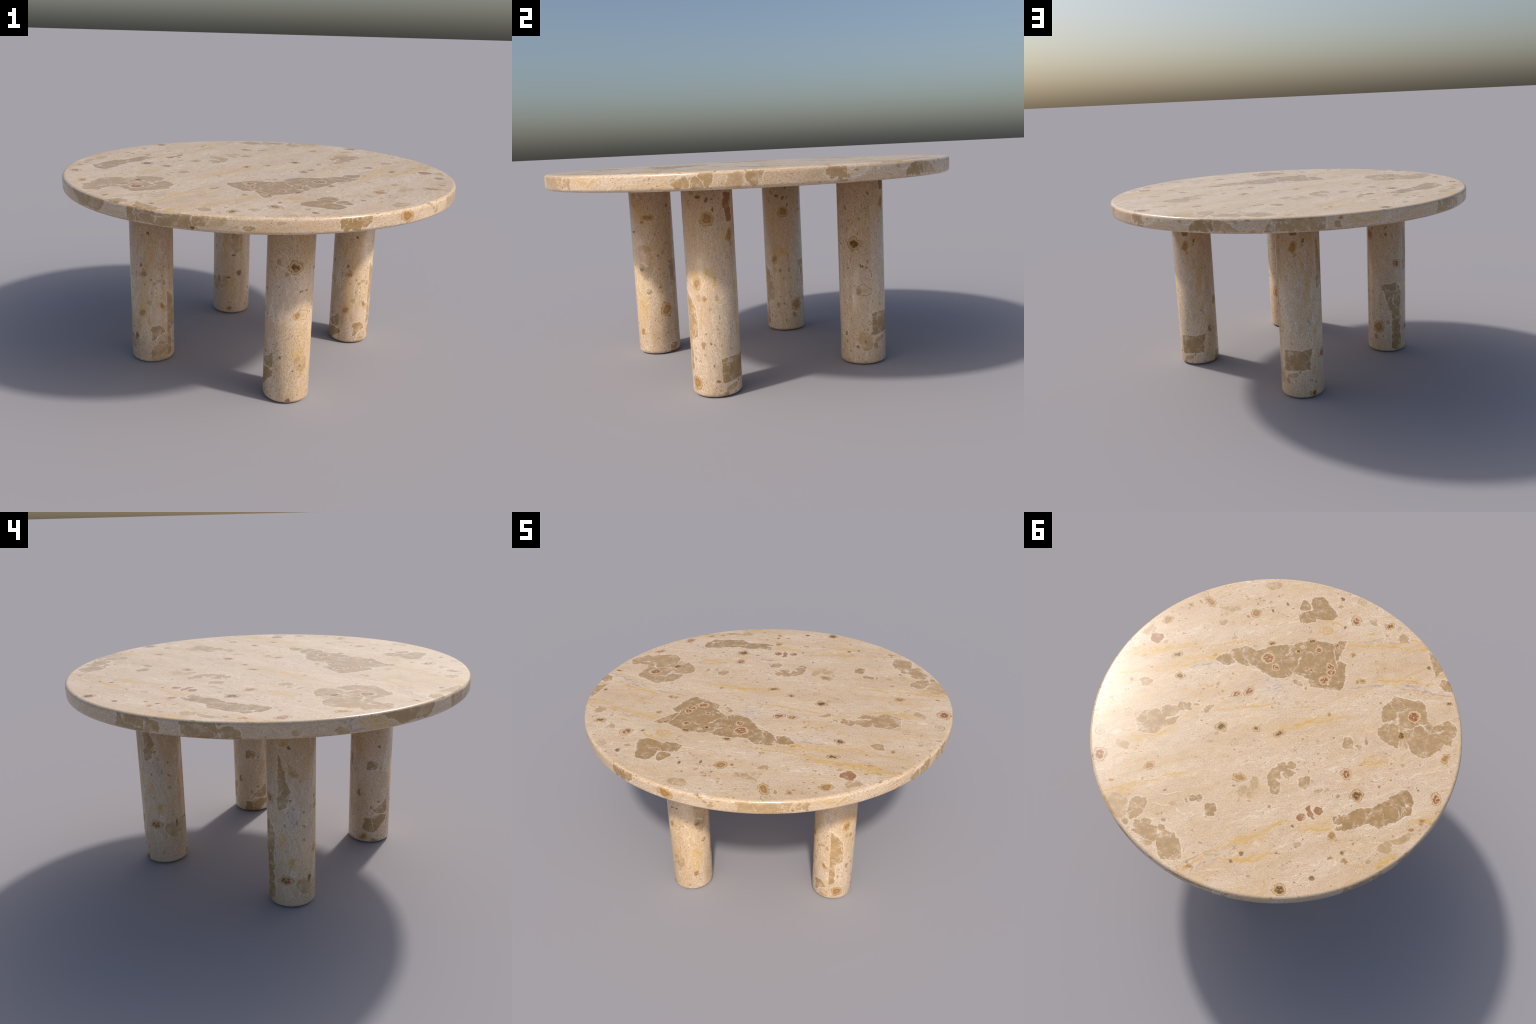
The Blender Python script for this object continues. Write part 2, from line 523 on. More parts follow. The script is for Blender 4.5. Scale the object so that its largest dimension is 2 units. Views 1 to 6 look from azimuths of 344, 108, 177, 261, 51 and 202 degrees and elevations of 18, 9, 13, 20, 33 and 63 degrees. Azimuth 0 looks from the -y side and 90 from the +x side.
            oval(.070, .484, .039, .010, -85),
            oval(.041, .227, .068, .038, -80)),
        vein("white", .004, (-.038, .314), (-.041, .228), (-.027, .123)),
        vein("white", .004, (.010, .218), (-.011, .131), (-.014, .050)),
        vein("white", .004, (.058, .148), (.048, .077)),
        vein("white", .004, (-.074, .466), (-.077, .401)),
    ],
    "leg_tawny": [
        nodule("ochre",
            oval(.048, .749, .031, .015, -2),
            oval(.021, .725, .014, .007, 0),
            oval(-.025, .123, .019, .013, 71)),
        clast("light",
            facet((-.011, .595), (.054, .603), (.054, .491), (.033, .414), (-.014, .456)),
            oval(-.009, .842, .045, .040, 39)),
        clast("mid",
            oval(.035, .350, .016, .014, 77)),
        nodule("dot",
            oval(-.042, .670, .011, .008, 19),
            oval(-.001, .470, .011, .006, 6),
            oval(.081, .653, .006, .004, -89)),
        zone("yellow",
            oval(-.008, .228, .126, .051, 82),
            oval(.007, .782, .043, .030, 80),
            oval(.080, .592, .128, .024, 87)),
        vein("white", .004, (.071, .661), (.050, .611), (.061, .542), (.044, .457)),
        vein("white", .004, (.085, .591), (.074, .489), (.051, .422)),
        vein("white", .004, (-.004, .552), (-.041, .453), (-.062, .345), (-.029, .314)),
        vein("white", .004, (.026, .203), (-.007, .121)),
        vein("white", .004, (.032, .526), (.058, .551)),
        vein("gold", .005, (-.019, .289), (.005, .246), (.009, .176)),
        vein("gold", .005, (.008, .799), (.014, .757)),
    ],
    "leg_shaded": [
        nodule("ochre",
            oval(-.050, .243, .036, .027, -83)),
        clast("mid",
            facet((-.023, .502), (.040, .504), (.023, .383), (-.007, .407))),
        clast("rust",
            facet((-.037, .043), (-.004, .044), (-.013, .005), (-.037, .013))),
        zone("yellow",
            oval(.007, .650, .103, .022, 83)),
        nodule("dot",
            oval(-.005, .804, .009, .008, 72)),
    ],
    "leg_streaked": [
        nodule("dot",
            oval(.039, .268, .016, .013, -69),
            oval(-.087, .231, .014, .007, 81),
            oval(.005, .387, .011, .005, -2),
            oval(-.028, .240, .009, .007, 9)),
        clast("light",
            oval(-.063, .208, .040, .031, 67),
            oval(.019, .470, .073, .032, -88)),
        nodule("ochre",
            oval(-.018, .036, .014, .011, 87)),
        zone("yellow",
            oval(-.049, .468, .089, .011, -89),
            oval(.043, .476, .082, .016, -89),
            oval(0, .206, .101, .024, -89)),
        vein("gold", .005, (-.044, .517), (-.054, .467), (-.042, .395), (-.072, .323)),
        vein("gold", .005, (.042, .517), (.040, .411)),
        vein("gold", .005, (-.009, .240), (.008, .163)),
        vein("white", .004, (-.013, .519), (0, .430), (-.026, .364)),
        vein("white", .004, (.050, .500), (.035, .461)),
    ],
    "rim_front": [
        clast("dark",
            facet((.058, .982), (.069, .999), (.092, .998), (.104, .975), (.103, .956), (.084, .947), (.066, .959)),
            facet((.107, .971), (.114, .996), (.141, 1.000), (.148, .975), (.137, .948), (.113, .952)),
            facet((.152, .967), (.158, .998), (.195, 1.000), (.194, .971), (.161, .963)),
            oval(.210, 1.001, .008, .004, -11)),
        nodule("ochre",
            oval(.388, .977, .038, .024, -21),
            oval(.540, 1.000, .014, .005, -14)),
        clast("light",
            oval(.302, .996, .008, .006, -23),
            oval(-.185, .982, .021, .011, -1)),
        clast("mid",
            facet((-.765, .994), (-.726, 1.003), (-.726, .947), (-.762, .946)),
            facet((-.720, .997), (-.656, .995), (-.650, .975), (-.648, .947), (-.722, .947)),
            facet((-.639, .988), (-.525, 1.004), (-.528, .951), (-.645, .941)),
            facet((-.516, .994), (-.458, 1.000), (-.473, .964), (-.504, .965)),
            oval(-.309, .958, .022, .010, 3)),
        clast("light",
            facet((-.455, 1.000), (-.397, 1.001), (-.403, .970), (-.464, .965))),
        nodule("dark",
            oval(-.516, .951, .015, .012, 18)),
        vein("white", .004, (-.725, 1.003), (-.725, .946)),
        vein("white", .004, (-.662, .973), (-.644, .976), (-.648, .947)),
        vein("white", .004, (-.644, .976), (-.620, .975)),
        vein("white", .004, (-.519, 1.004), (-.522, .973)),
        vein("white", .004, (-.501, .975), (-.483, .988)),
        vein("white", .004, (-.708, .989), (-.656, .981)),
    ],
    "rim_right": [
        clast("mid",
            facet((.041, .972), (.072, .976), (.105, .973), (.097, .951), (.056, .946)),
            facet((.111, .973), (.128, .983), (.157, .974), (.157, .946), (.116, .947)),
            facet((.152, 1.000), (.197, 1.001), (.194, .963), (.174, .945), (.163, .961))),
        clast("light",
            facet((.258, .995), (.298, .996), (.296, .946), (.253, .945)),
            facet((-.735, .997), (-.554, 1.002), (-.574, .944), (-.722, .947)),
            oval(-.509, .974, .029, .024, 29)),
        zone("yellow",
            oval(-.405, .978, .045, .019, -15),
            oval(-.343, .974, .028, .011, 24)),
        clast("mid",
            facet((.325, 1.002), (.378, .999), (.359, .956), (.346, .953), (.320, .975)),
            facet((.594, .990), (.603, 1.002), (.629, .998), (.631, .966), (.614, .959), (.593, .973)),
            facet((.633, .991), (.674, .992), (.664, .964), (.642, .957), (.633, .970)),
            oval(.697, .982, .010, .009, -75),
            facet((.634, .945), (.698, .944), (.698, .938), (.634, .939))),
        vein("white", .004, (.110, .998), (.119, .982), (.107, .954)),
        vein("white", .004, (.151, .984), (.165, .955)),
        vein("white", .004, (.200, .998), (.201, .960)),
        vein("white", .004, (.252, .992), (.244, .949)),
        vein("gold", .004, (-.437, .995), (-.417, .978), (-.381, .960), (-.349, .967), (-.326, .987)),
    ],
    "rim_back": [
        clast("dark",
            facet((-.457, .999), (-.410, 1.000), (-.410, .948), (-.508, .947), (-.501, .968), (-.473, .980))),
        clast("light",
            facet((-.403, .995), (-.363, .989), (-.303, .953), (-.407, .948))),
        clast("mid",
            facet((-.142, .997), (-.104, .999), (-.106, .946), (-.172, .948))),
        nodule("ochre",
            oval(-.249, .999, .010, .005, 0)),
        clast("mid",
            facet((-.104, 1.001), (.086, 1.001), (.088, .945), (-.106, .949)),
            oval(.152, .963, .019, .017, -16)),
        nodule("ochre",
            oval(.166, .988, .010, .007, -9)),
        zone("yellow",
            oval(.236, .983, .032, .013, -25),
            oval(.307, .970, .055, .015, 7)),
        vein("gold", .004, (.217, .994), (.236, .981), (.252, .974)),
        vein("gold", .004, (.267, .970), (.291, .960), (.315, .965), (.347, .984)),
        vein("white", .004, (-.142, .997), (-.148, .947)),
        vein("white", .004, (-.124, .990), (-.133, .950)),
        vein("white", .004, (-.406, .998), (-.405, .968)),
    ],
    "rim_left": [
        clast("mid",
            facet((.295, 1.001), (.537, 1.008), (.539, .980), (.510, .952), (.430, .955)),
            facet((.300, .993), (.421, .953), (.385, .947), (.366, .960))),
        clast("mid",
            facet((-.739, .997), (-.635, 1.002), (-.638, .947), (-.744, .945)),
            facet((-.626, .999), (-.584, .990), (-.585, .950), (-.630, .947)),
            facet((-.495, .992), (-.440, 1.001), (-.372, .993), (-.359, .975), (-.377, .949), (-.443, .943), (-.487, .956)),
            facet((-.352, .976), (-.318, .986), (-.284, .974), (-.281, .948), (-.346, .946)),
            oval(-.367, .950, .010, .005, 4)),
        clast("light",
            oval(-.070, .960, .016, .014, -83),
            facet((.101, .968), (.139, .960), (.135, .943), (.100, .947))),
        zone("violet",
            oval(.150, .977, .058, .032, -11)),
        zone("yellow",
            oval(.276, .967, .109, .026, -10),
            oval(.120, .959, .023, .014, -12)),
        vein("white", .004, (-.716, 1.002), (-.720, .978), (-.704, .966), (-.635, .956)),
        vein("white", .004, (-.630, 1.002), (-.632, .948)),
        vein("white", .004, (-.358, .990), (-.360, .961), (-.346, .950)),
        vein("gold", .004, (.184, .991), (.204, .971)),
        vein("gold", .004, (.321, .982), (.353, .958)),
        vein("gold", .004, (.260, .955), (.301, .960)),
        vein("gold", .004, (.207, .996), (.287, .992)),
        vein("violet", .005, (.104, .993), (.131, .980), (.168, 1.001)),
        vein("violet", .005, (.146, .974), (.154, .951), (.208, .952)),
    ],
}


def reach(piece):
    """Lowest and highest x and y that a piece touches."""
    if piece[0] == "facet":
        xs, ys = zip(*piece[1])
        return min(xs), max(xs), min(ys), max(ys)
    _, x, y, a, b, turn = piece
    r = max(a, b)
    return x - r, x + r, y - r, y + r


def near(features, x0, x1, y0, y1, margin=0.07):
    kept = []
    for what, kind, pieces in features:
        some = []
        for p in pieces:
            a, b, c, d = reach(p)
            if b > x0 - margin and a < x1 + margin and d > y0 - margin and c < y1 + margin:
                some.append(p)
        if some:
            kept.append((what, kind, tuple(some)))
    return kept


# ---------------------------------------------------------- node shorthands
class Net:
    def __init__(self, tree):
        self.tree, self.nodes, self.links = tree, tree.nodes, tree.links

    def put(self, socket, value):
        if isinstance(value, bpy.types.NodeSocket):
            self.links.new(value, socket)
        elif value is not None:
            socket.default_value = value

    def math(self, op, a, b=None, c=None, clamp=False):
        n = self.nodes.new("ShaderNodeMath")
        n.operation, n.use_clamp = op, clamp
        for s, v in zip(n.inputs, (a, b, c)):
            self.put(s, v)
        return n.outputs[0]

    def vec(self, op, a, b=None, c=None):
        n = self.nodes.new("ShaderNodeVectorMath")
        n.operation = op
        for s, v in zip(n.inputs, (a, b, c)):
            self.put(s, v)
        return n.outputs["Value" if op in ("DOT_PRODUCT", "LENGTH") else "Vector"]

    def mapping(self, vector, loc=(0, 0, 0), rot=0.0, scale=(1, 1, 1), kind="POINT"):
        n = self.nodes.new("ShaderNodeMapping")
        n.vector_type = kind
        self.put(n.inputs["Vector"], vector)
        n.inputs["Location"].default_value = loc
        n.inputs["Rotation"].default_value = (0, 0, rot)
        n.inputs["Scale"].default_value = scale
        return n.outputs[0]

    def noise(self, vector, scale, detail=2.0, rough=0.5, distort=0.0, colour=False):
        n = self.nodes.new("ShaderNodeTexNoise")
        n.noise_dimensions = "3D"
        self.put(n.inputs["Vector"], vector)
        n.inputs["Scale"].default_value = scale
        n.inputs["Detail"].default_value = detail
        n.inputs["Roughness"].default_value = rough
        n.inputs["Distortion"].default_value = distort
        return n.outputs["Color" if colour else "Fac"]

    def voronoi(self, vector, scale, feature="F1", randomness=1.0):
        n = self.nodes.new("ShaderNodeTexVoronoi")
        n.feature = feature
        self.put(n.inputs["Vector"], vector)
        n.inputs["Scale"].default_value = scale
        n.inputs["Randomness"].default_value = randomness
        return n.outputs

    def step(self, value, lo, hi, a=0.0, b=1.0):
        n = self.nodes.new("ShaderNodeMapRange")
        n.interpolation_type = "SMOOTHSTEP"
        for s, v in zip(n.inputs, (value, lo, hi, a, b)):
            self.put(s, v)
        return n.outputs[0]

    def mix(self, fac, a, b, how="MIX"):
        n = self.nodes.new("ShaderNodeMix")
        n.data_type, n.blend_type = "RGBA", how
        self.put(n.inputs[0], fac)
        self.put(n.inputs[6], a if isinstance(a, bpy.types.NodeSocket) else (*a, 1))
        self.put(n.inputs[7], b if isinstance(b, bpy.types.NodeSocket) else (*b, 1))
        return n.outputs[2]

    def ramp(self, fac, stops):
        n = self.nodes.new("ShaderNodeValToRGB")
        self.put(n.inputs[0], fac)
        el = n.color_ramp.elements
        while len(el) < len(stops):
            el.new(1.0)
        for e, (pos, col) in zip(el, stops):
            e.position, e.color = pos, (*col, 1)
        return n.outputs[0]

    def homogeneous(self, vector):
        """(x, y, anything) -> (x, y, 1), so that a line's side is one dot product."""
        return self.vec("MULTIPLY_ADD", vector, (1, 1, 0), (0, 0, 1))


# ------------------------------------------------------------ colours (linear)
CREAM, TAN, PALE = (0.715, 0.530, 0.358), (0.645, 0.455, 0.285), (0.820, 0.680, 0.530)
YELLOW, SPECK = (0.680, 0.400, 0.095), (0.130, 0.090, 0.055)
TONES = {"dark": (0.415, 0.255, 0.108), "mid": (0.475, 0.302, 0.144), "light": (0.545, 0.365, 0.192), "rust": (0.390, 0.185, 0.075)}


def blend(a, b, t):
    return tuple((1 - t) * x + t * y for x, y in zip(a, b))


def contour(net, field, repeats, width):
    """Thin meandering lines: the contour lines of a noise field."""
    saw = net.math("ABSOLUTE", net.math("SUBTRACT", net.math("FRACT", net.math("MULTIPLY", field, repeats)), 0.5))
    return net.step(saw, 0.0, width, 1, 0)


GROUPS = {}


def bedded_stone(turn, coarse):
    """Node group: the bedded cream stone itself. Bands, wisps, grain, speckle;
    also hands out the fields that the inclusions share. `coarse` scales the grain."""
    key = (turn, coarse)
    if key in GROUPS:
        return GROUPS[key]
    tree = bpy.data.node_groups.new("bedded_stone", "ShaderNodeTree")
    tree.interface.new_socket("Place", in_out="INPUT", socket_type="NodeSocketVector")
    outs = (("Color", "NodeSocketColor"), ("Bedding", "NodeSocketVector"), ("Grain", "NodeSocketFloat"), ("Wide", "NodeSocketVector"), ("Fine", "NodeSocketVector"),
            ("Shaken", "NodeSocketVector"), ("Mottle", "NodeSocketFloat"), ("Flake", "NodeSocketFloat"), ("Blot", "NodeSocketFloat"), ("Vein", "NodeSocketFloat"), ("Stripe", "NodeSocketFloat"))
    for n, k in outs:
        tree.interface.new_socket(n, in_out="OUTPUT", socket_type=k)
    net = Net(tree)
    p = net.nodes.new("NodeGroupInput").outputs[0]
    end = net.nodes.new("NodeGroupOutput")
    s = net.mapping(p, rot=-turn)
    band = net.noise(net.mapping(s, scale=(1.6, 5.5, 1)), 1.0, 5, 0.62, 0.35)
    col = net.ramp(band, [(0.34, TAN), (0.46, blend(TAN, CREAM, 0.6)), (0.56, CREAM), (0.72, blend(CREAM, PALE, 0.35))])
    col = net.mix(net.step(net.noise(p, 2.6, 1), 0.5, 0.72, 0, 0.6), col, (0.710, 0.535, 0.380))
    # pale and yellow veinlets: contour lines of a bent, drawn-out noise
    bend = net.vec("SUBTRACT", net.noise(s, 7.0, 2, 0.6, 0.0, True), (0.5, 0.5, 0.5))
    bent = net.vec("MULTIPLY_ADD", bend, (0.10, 0.085, 0), s)
    wisp = net.noise(net.mapping(bent, loc=(3, 1, 0), scale=(3.6, 13.0, 1)), 1.0, 2, 0.5)
    col = net.mix(net.math("MULTIPLY", contour(net, wisp, 12.0, 0.13), net.step(band, 0.42, 0.60, 0.25, 0.85)), col, PALE)
    vein = net.noise(net.mapping(bent, loc=(1, 4, 0), scale=(3.2, 12.0, 1)), 1.0, 2, 0.5)
    stripe = net.math("MULTIPLY", contour(net, vein, 15.0, 0.30), net.step(wisp, 0.36, 0.48, 0.35, 1.0))
    # fine streaks along the bedding, and grain
    streak = net.noise(net.mapping(bent, scale=(14.0, 40.0, 1)), 1.0, 3, 0.70)
    col = net.mix(1.0, col, net.ramp(streak, [(0.30, (0.90, 0.885, 0.86)), (0.5, (1, 1, 1)), (0.70, (1.06, 1.065, 1.08))]), "MULTIPLY")
    grain = net.noise(net.mapping(s, scale=(1.0, 1.9, 1)), 110.0 / coarse, 2, 0.65)
    col = net.mix(1.0, col, net.ramp(grain, [(0.28, (0.80, 0.78, 0.75)), (0.5, (1, 1, 1)), (0.72, (1.12, 1.125, 1.13))]), "MULTIPLY")
    # small brown shell bits, gathered in drifts
    bits = net.noise(net.mapping(s, loc=(0.3, 7, 0), scale=(1.0, 1.8, 1)), 150.0 / coarse, 1, 0.7)
    drift = net.step(net.noise(p, 6.0, 3, 0.65), 0.36, 0.64, 0.695, 0.63)
    dot = net.step(net.math("SUBTRACT", bits, drift), 0.0, 0.04, 0, 0.85)
    col = net.mix(dot, col, SPECK)
    wander = net.vec("SUBTRACT", net.noise(p, 16.0, 4, 0.74, 0.0, True), (0.5, 0.5, 0.5))
    # scattered chips: tan and rusty, many small and a few larger
    ragged = net.vec("MULTIPLY_ADD", wander, (0.050, 0.050, 0), s)
    crowd = net.noise(p, 3.5, 2, 0.6)
    for shift, scale, share, tints in ((5, 21.0, 0.80, ((0.50, 0.335, 0.180), (0.38, 0.225, 0.100))), (8, 44.0, 0.72, ((0.46, 0.30, 0.155), (0.27, 0.165, 0.080)))):
        v = net.voronoi(net.mapping(ragged, loc=(shift, 0, 0), scale=(1.0, 1.5, 1)), scale / coarse)
        pick = net.vec("DOT_PRODUCT", v["Color"], (1, 0, 0))
        some = net.step(net.math("MULTIPLY_ADD", net.math("SUBTRACT", crowd, 0.5), 0.9, pick), share, 1.05, 0.0, 0.38)
        tint = net.mix(net.step(net.vec("DOT_PRODUCT", v["Color"], (0, 1, 0)), 0.5, 0.9), *tints)
        col = net.mix(net.step(net.math("SUBTRACT", v["Distance"], some), -0.06, -0.01, 0.8, 0), col, tint)
    # fields for the inclusions
    small = net.vec("SUBTRACT", net.noise(p, 34.0, 2, 0.55, 0.0, True), (0.5, 0.5, 0.5))
    given = {"Color": col, "Bedding": s, "Grain": grain,
             "Wide": net.homogeneous(net.vec("MULTIPLY_ADD", wander, (0.050, 0.050, 0), p)),
             "Fine": net.homogeneous(net.vec("MULTIPLY_ADD", small, (0.032, 0.032, 0), p)),
             "Shaken": net.vec("MULTIPLY_ADD", wander, (0.09, 0.09, 0), p),
             "Mottle": net.noise(p, 22.0, 4, 0.72), "Flake": net.step(net.noise(p, 120.0, 1), 0.69, 0.75, 0, 0.6),
             "Blot": net.noise(p, 85.0, 1, 0.6), "Vein": vein, "Stripe": stripe}
    for n, _ in outs:
        net.links.new(given[n], end.inputs[n])
    GROUPS[key] = tree
    return tree


def side_of(net, ph, piece):
    """Signed distance in metres to one piece (negative inside)."""
    if piece[0] == "oval":
        _, x, y, a, b, turn = piece
        q = net.mapping(ph, loc=(x, y, 1), rot=turn, scale=(a, b, 1), kind="TEXTURE")
        return net.math("MULTIPLY_ADD", net.vec("LENGTH", q), math.sqrt(a * b), -math.sqrt(a * b))
    pts = [Vector(c) for c in piece[1]]
    pts = [pts[i] for i in convex_hull_2d(pts)]
    mid = sum(pts, Vector((0, 0))) / len(pts)
    worst = None
    for a, b in zip(pts, pts[1:] + pts[:1]):
        n = Vector((b.y - a.y, a.x - b.x))
        if n.length < 1e-6:
            continue
        n.normalize()
        if n.dot(mid - a) > 0:
            n = -n
        d = net.vec("DOT_PRODUCT", ph, (n.x, n.y, -n.dot(a)))
        worst = d if worst is None else net.math("SMOOTH_MAX", worst, d, 0.014)
    return net.math("SUBTRACT", worst, 0.006)


def ratio_of(net, ph, piece):
    _, x, y, a, b, turn = piece
    return net.vec("LENGTH", net.mapping(ph, loc=(x, y, 1), rot=turn, scale=(a, b, 1), kind="TEXTURE"))


def chain(net, ph, pieces, measure):
    low = None
    for p in pieces:
        d = measure(net, ph, p)
        low = d if low is None else net.math("MINIMUM", low, d)
    return low


def gathered(features, what, kind):
    return [p for w, k, pieces in features if w == what and k == kind for p in pieces]


RINGS = {
    "red": [(0.0, (0.42, 0.190, 0.070)), (0.34, (0.26, 0.085, 0.030)), (0.56, (0.38, 0.15, 0.050)), (0.66, (0.62, 0.42, 0.22)), (0.84, (0.72, 0.50, 0.28)), (0.93, (0.32, 0.18, 0.085)), (1.0, (0.52, 0.35, 0.20))],
    "dark": [(0.0, (0.22, 0.105, 0.035)), (0.32, (0.075, 0.040, 0.018)), (0.54, (0.30, 0.14, 0.040)), (0.66, (0.58, 0.35, 0.11)), (0.84, (0.70, 0.480, 0.245)), (0.93, (0.27, 0.155, 0.075)), (1.0, (0.48, 0.33, 0.19))],
    "ochre": [(0.0, (0.50, 0.280, 0.115)), (0.50, (0.36, 0.175, 0.060)), (0.68, (0.57, 0.325, 0.105)), (0.84, (0.68, 0.455, 0.225)), (0.93, (0.33, 0.20, 0.085)), (1.0, (0.50, 0.34, 0.19))],
    "pale": [(0.0, (0.52, 0.35, 0.18)), (0.4, (0.62, 0.44, 0.26)), (0.80, (0.68, 0.50, 0.32)), (0.91, (0.38, 0.24, 0.11)), (1.0, (0.54, 0.38, 0.23))],
    "dot": [(0.0, (0.19, 0.115, 0.055)), (0.7, (0.29, 0.175, 0.080)), (1.0, (0.37, 0.25, 0.14))],
}


def stone_colour(net, p, features, turn, coarse):
    node = net.nodes.new("ShaderNodeGroup")
    node.node_tree = bedded_stone(turn, coarse)
    net.links.new(p, node.inputs[0])
    get = node.outputs
    col, s, grain, ph, pn, vein = get["Color"], get["Bedding"], get["Grain"], get["Wide"], get["Fine"], get["Vein"]

    # yellow iron-stained veins: a faint trace all over, strong inside the zones
    spots = gathered(features, "zone", "yellow")
    amount = net.step(vein, 0.44, 0.66, 0.0, 0.35)
    if spots:
        amount = net.math("MAXIMUM", amount, net.step(chain(net, ph, spots, ratio_of), 0.45, 1.25, 1.0, 0.0))
    stain = net.math("MAXIMUM", get["Stripe"], net.step(vein, 0.46, 0.60, 0.16, 0.34))
    col = net.mix(net.math("MULTIPLY", net.math("MULTIPLY", stain, amount), 0.9), col, YELLOW)
    # grey-violet crystalline seams
    spots = gathered(features, "zone", "violet")
    if spots:
        there = net.step(chain(net, ph, spots, ratio_of), 0.3, 1.1, 1.0, 0.0)
        pit = net.noise(net.mapping(s, scale=(1.0, 2.0, 1)), 28.0 / coarse, 3, 0.7, 0.4)
        col = net.mix(net.math("MULTIPLY", there, 0.38), col, (0.72, 0.585, 0.48))
        col = net.mix(net.math("MULTIPLY", there, net.math("MULTIPLY", get["Stripe"], 0.6)), col, (0.47, 0.34, 0.27))
        col = net.mix(net.math("MULTIPLY", there, net.step(pit, 0.56, 0.66, 0, 0.8)), col, (0.33, 0.24, 0.20))

    # angular clasts, cracked and rimmed with pale cement
    mottle, flake, crack = get["Mottle"], get["Flake"], None
    for tone in ("light", "mid", "dark", "rust"):
        pieces = gathered(features, "clast", tone)
        if not pieces:
            continue
        if crack is None:
            edge = net.voronoi(get["Shaken"], 13.0, "DISTANCE_TO_EDGE")["Distance"]
            crack = net.math("MULTIPLY", net.step(edge, 0.004, 0.022, 0.9, 0), net.step(vein, 0.46, 0.54))
        d = chain(net, ph, pieces, side_of)
        base = TONES[tone]
        inner = net.ramp(mottle, [(0.30, [0.82 * c for c in base]), (0.5, base), (0.70, blend([1.15 * c for c in base], PALE, 0.10))])
        inner = net.mix(crack, inner, [0.88 * c for c in PALE])
        inner = net.mix(flake, inner, PALE)
        if tone != "light":
            col = net.mix(net.math("MULTIPLY", net.step(d, 0.002, 0.009, 0.65, 0.0), net.step(mottle, 0.35, 0.6)), col, PALE)
        solid = net.step(d, -0.0012, 0.0012, 1.0, 0)
        fade = net.math("MULTIPLY", net.step(d, -0.040, -0.003, 0.10, 0.70 if tone == "light" else 0.36), net.step(mottle, 0.50, 0.66))
        col = net.mix(net.math("MULTIPLY", solid, net.math("SUBTRACT", 1.0, fade)), col, inner)

    # single threads of mineral, beaded and broken by the mottle
    for kind, tint, most in (("gold", YELLOW, 0.9), ("violet", (0.40, 0.305, 0.255), 0.75), ("white", PALE, 0.70)):
        pieces = gathered(features, "vein", kind)
        if pieces:
            thread = net.step(chain(net, ph, pieces, ratio_of), 0.35, 1.05, most, 0.0)
            col = net.mix(net.math("MULTIPLY", thread, net.step(mottle, 0.34, 0.54, 0.30, 1.0)), col, tint)

    # ringed nodules
    for kind in ("pale", "ochre", "dark", "red", "dot"):
        pieces = gathered(features, "nodule", kind)
        if not pieces:
            continue
        d = chain(net, pn, pieces, ratio_of)
        d = net.math("MULTIPLY_ADD", net.math("SUBTRACT", get["Blot"], 0.5), 0.32, net.math("MULTIPLY", d, 0.90))
        inner = net.ramp(d, RINGS[kind])
        if kind in ("red", "dark"):
            core = net.math("MULTIPLY", net.step(d, 0.46, 0.60, 1, 0), net.step(get["Blot"], 0.53, 0.60))
            inner = net.mix(core, inner, (0.66, 0.42, 0.22) if kind == "red" else (0.44, 0.22, 0.070))
        col = net.mix(net.step(d, 0.95, 1.06, 0.95, 0), col, inner)
    return col, grain


def stone_material(name, features, place, turn, coarse):
    """place: (along, up, offset along, offset up): the 2D frame of this face of the stone."""
    mat = bpy.data.materials.new(name)
    mat.use_nodes = True
    net = Net(mat.node_tree)
    bsdf = mat.node_tree.nodes["Principled BSDF"]
    here = net.nodes.new("ShaderNodeTexCoord").outputs["Object"]
    along, up, lift, seed = place
    c = net.nodes.new("ShaderNodeCombineXYZ")
    net.put(c.inputs[0], net.vec("DOT_PRODUCT", here, along))
    net.put(c.inputs[1], net.math("ADD", net.vec("DOT_PRODUCT", here, up), lift))
    c.inputs[2].default_value = seed
    col, grain = stone_colour(net, c.outputs[0], features, turn, coarse)
    net.put(bsdf.inputs["Base Color"], col)
    net.put(bsdf.inputs["Roughness"], net.step(grain, 0.3, 0.7, 0.265, 0.235))
    bsdf.inputs["Specular IOR Level"].default_value = 0.55
    return mat


# ------------------------------------------------------------------ geometry
def lathe(profile, segments, start):
    """Turn (radius, z) points from the top cap down to the bottom cap."""
    bm = bmesh.new()
    rings = []
    for r, z in profile:
        rings.append([bm.verts.new((r * math.cos(start + math.tau * i / segments), r * math.sin(start + math.tau * i / segments), z)) for i in range(segments)])
    for hi, lo in zip(rings, rings[1:]):
        for i in range(segments):
            j = (i + 1) % segments
            bm.faces.new((lo[i], lo[j], hi[j], hi[i])).smooth = True
    bm.faces.new(rings[0])
    bm.faces.new(list(reversed(rings[-1])))
    bm.normal_update()
    return bm


def rounded(radius, r, z_corner, inward, steps=7):
    """Quarter-round profile points at an outer corner, running outwards from the cap."""
    pts = []
    for k in range(steps + 1):
        a = math.pi / 2 * k / steps
        pts.append((radius - r + r * math.sin(a), z_corner + inward * (r - r * math.cos(a))))
    return pts


def finish(bm, name, parent, at, materials):
    me = bpy.data.meshes.new(name)
    bm.to_mesh(me)
    bm.free()
    for m in materials:
        me.materials.append(m)
    ob = bpy.data.objects.new(name, me)
    bpy.context.scene.collection.objects.link(ob)
    ob.parent, ob.location = parent, at
    return ob


table = bpy.data.objects.new("stone_table", None)
bpy.context.scene.collection.objects.link(table)
table["label"] = "round cream travertine table on four cylindrical stone legs"
table["category"] = "table"


def tangent(facing):
    a = math.radians(facing)
    return (-math.sin(a), math.cos(a), 0)


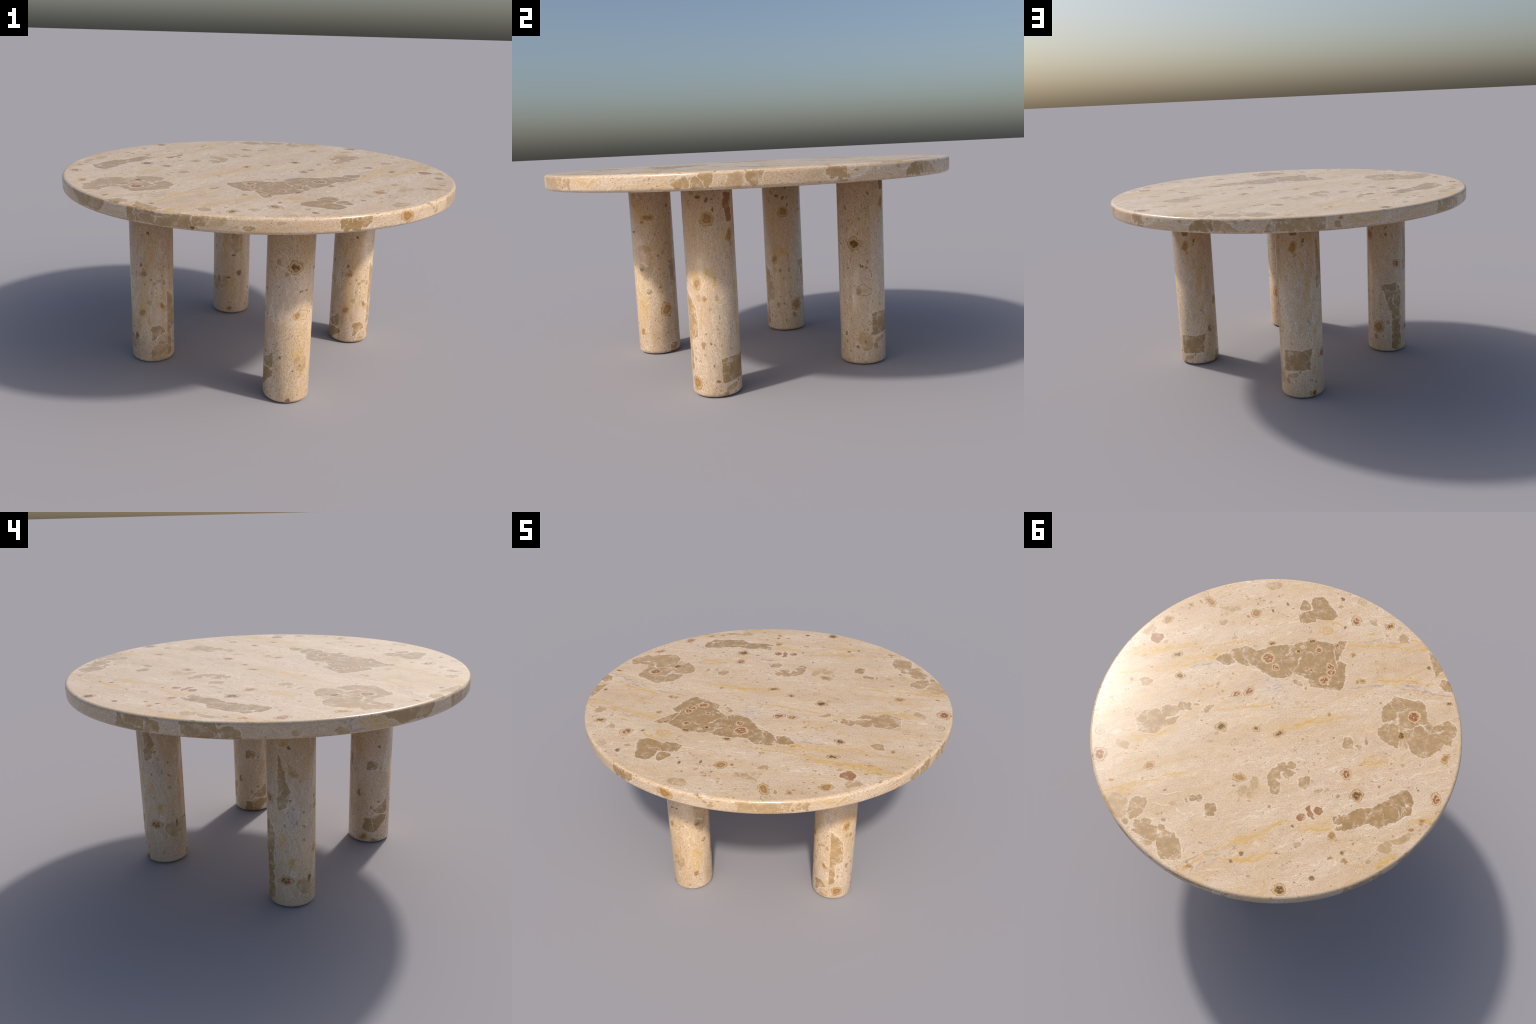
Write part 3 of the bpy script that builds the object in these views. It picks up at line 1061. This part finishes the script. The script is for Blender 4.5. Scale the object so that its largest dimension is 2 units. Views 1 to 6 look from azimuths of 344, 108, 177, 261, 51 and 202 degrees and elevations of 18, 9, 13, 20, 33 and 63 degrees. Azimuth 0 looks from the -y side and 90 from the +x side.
def make_tabletop():
    profile = rounded(TOP_RADIUS, ROUNDING, TOP_Z, -1) + list(reversed(rounded(TOP_RADIUS, ROUNDING, UNDER_Z, 1)))
    bm = lathe(profile, 192, math.radians(41.25))
    # the upper face is cut into squares so that each carries only its own inclusions
    crest = TOP_Z - ROUNDING * 0.36
    cuts = (-0.72, -0.43, -0.14, 0.14, 0.43, 0.72)
    for axis in (0, 1):
        for c in cuts:
            geom = [f for f in bm.faces if f.calc_center_median().z > crest]
            geom += list({e for f in geom for e in f.edges}) + list({v for f in geom for v in f.verts})
            co, no = [0, 0, 0], [0, 0, 0]
            co[axis], no[axis] = c, 1
            bmesh.ops.bisect_plane(bm, geom=geom, plane_co=co, plane_no=no)
    mats, slot = [], {}

    def use(key, build):
        if key not in slot:
            slot[key] = len(mats)
            mats.append(build())
        return slot[key]

    bounds = (-1.01,) + cuts + (1.01,)
    sides = {"rim_front": -90, "rim_right": 0, "rim_back": 90, "rim_left": 180}
    for f in bm.faces:
        c = f.calc_center_median()
        if c.z > crest:
            i, j = (sum(v > k for k in cuts) for v in (c.x, c.y))
            own = near(FEATURES["top"], bounds[i], bounds[i + 1], bounds[j], bounds[j + 1])
            f.material_index = use((i, j), lambda: stone_material("polished_stone", own, ((1, 0, 0), (0, 1, 0), 0, 0.0), math.radians(43), 1.0))
        elif c.z < UNDER_Z + ROUNDING * 0.3:
            f.material_index = use("under", lambda: stone_material("underside_stone", [], ((1, 0, 0), (0, 1, 0), 0, 5.0), math.radians(43), 1.0))
        else:
            th = math.degrees(math.atan2(c.y, c.x))
            name = min(sides, key=lambda k: abs((th - sides[k] + 4 + 180) % 360 - 180))
            f.material_index = use(name, lambda: stone_material("edge_stone", FEATURES[name], (tangent(sides[name]), (0, 0, 1), 0, sides[name] / 30.0 + 9), math.radians(12), 1.2))
    bm.normal_update()
    return finish(bm, "tabletop", table, (0, 0, 0), mats)


PANEL_CACHE = {}


def panel(kind, facing, lift):
    key = (kind, facing, lift)
    if key not in PANEL_CACHE:
        PANEL_CACHE[key] = stone_material(kind + "_stone", FEATURES[kind], (tangent(facing + SEAM), (0, 0, 1), -lift, len(kind) * 1.7 + facing / 50.0 + 3), math.radians(88), 1.08)
    return PANEL_CACHE[key]


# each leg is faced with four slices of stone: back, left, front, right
LEGS = [
    (180, {-90: ("leg_veined", 0), 0: ("leg_torn", -0.083), 90: ("leg_wedge", 0), 180: ("leg_speckled", 0)}),
    (0, {-90: ("leg_veined", -0.083), 0: ("leg_torn", 0), 90: ("leg_brick", -0.083), 180: ("leg_rubble", -0.083)}),
    (90, {-90: ("leg_streaked", 0), 0: ("leg_eye", -0.083), 90: ("leg_brick", 0), 180: ("leg_speckled", 0.083)}),
    (-90, {-90: ("leg_eye", 0), 0: ("leg_tawny", 0), 90: ("leg_shaded", 0), 180: ("leg_rubble", 0)}),
]


def make_leg(bearing, faces):
    top = UNDER_Z + 0.003
    profile = [(LEG_RADIUS, top)] + list(reversed(rounded(LEG_RADIUS, LEG_ROUNDING, 0.0, 1)))
    bm = lathe(profile, 96, math.radians(45 + SEAM))
    order = list(faces)
    for f in bm.faces:
        c = f.calc_center_median()
        th = math.degrees(math.atan2(c.y, c.x)) - SEAM
        f.material_index = min(range(4), key=lambda k: abs((th - order[k] + 180) % 360 - 180))
    a = math.radians(bearing)
    return finish(bm, "leg", table, (LEG_RING * math.cos(a), LEG_RING * math.sin(a), 0), [panel(faces[k][0], k, faces[k][1]) for k in order])


make_tabletop()
for bearing, faces in LEGS:
    make_leg(bearing, faces)
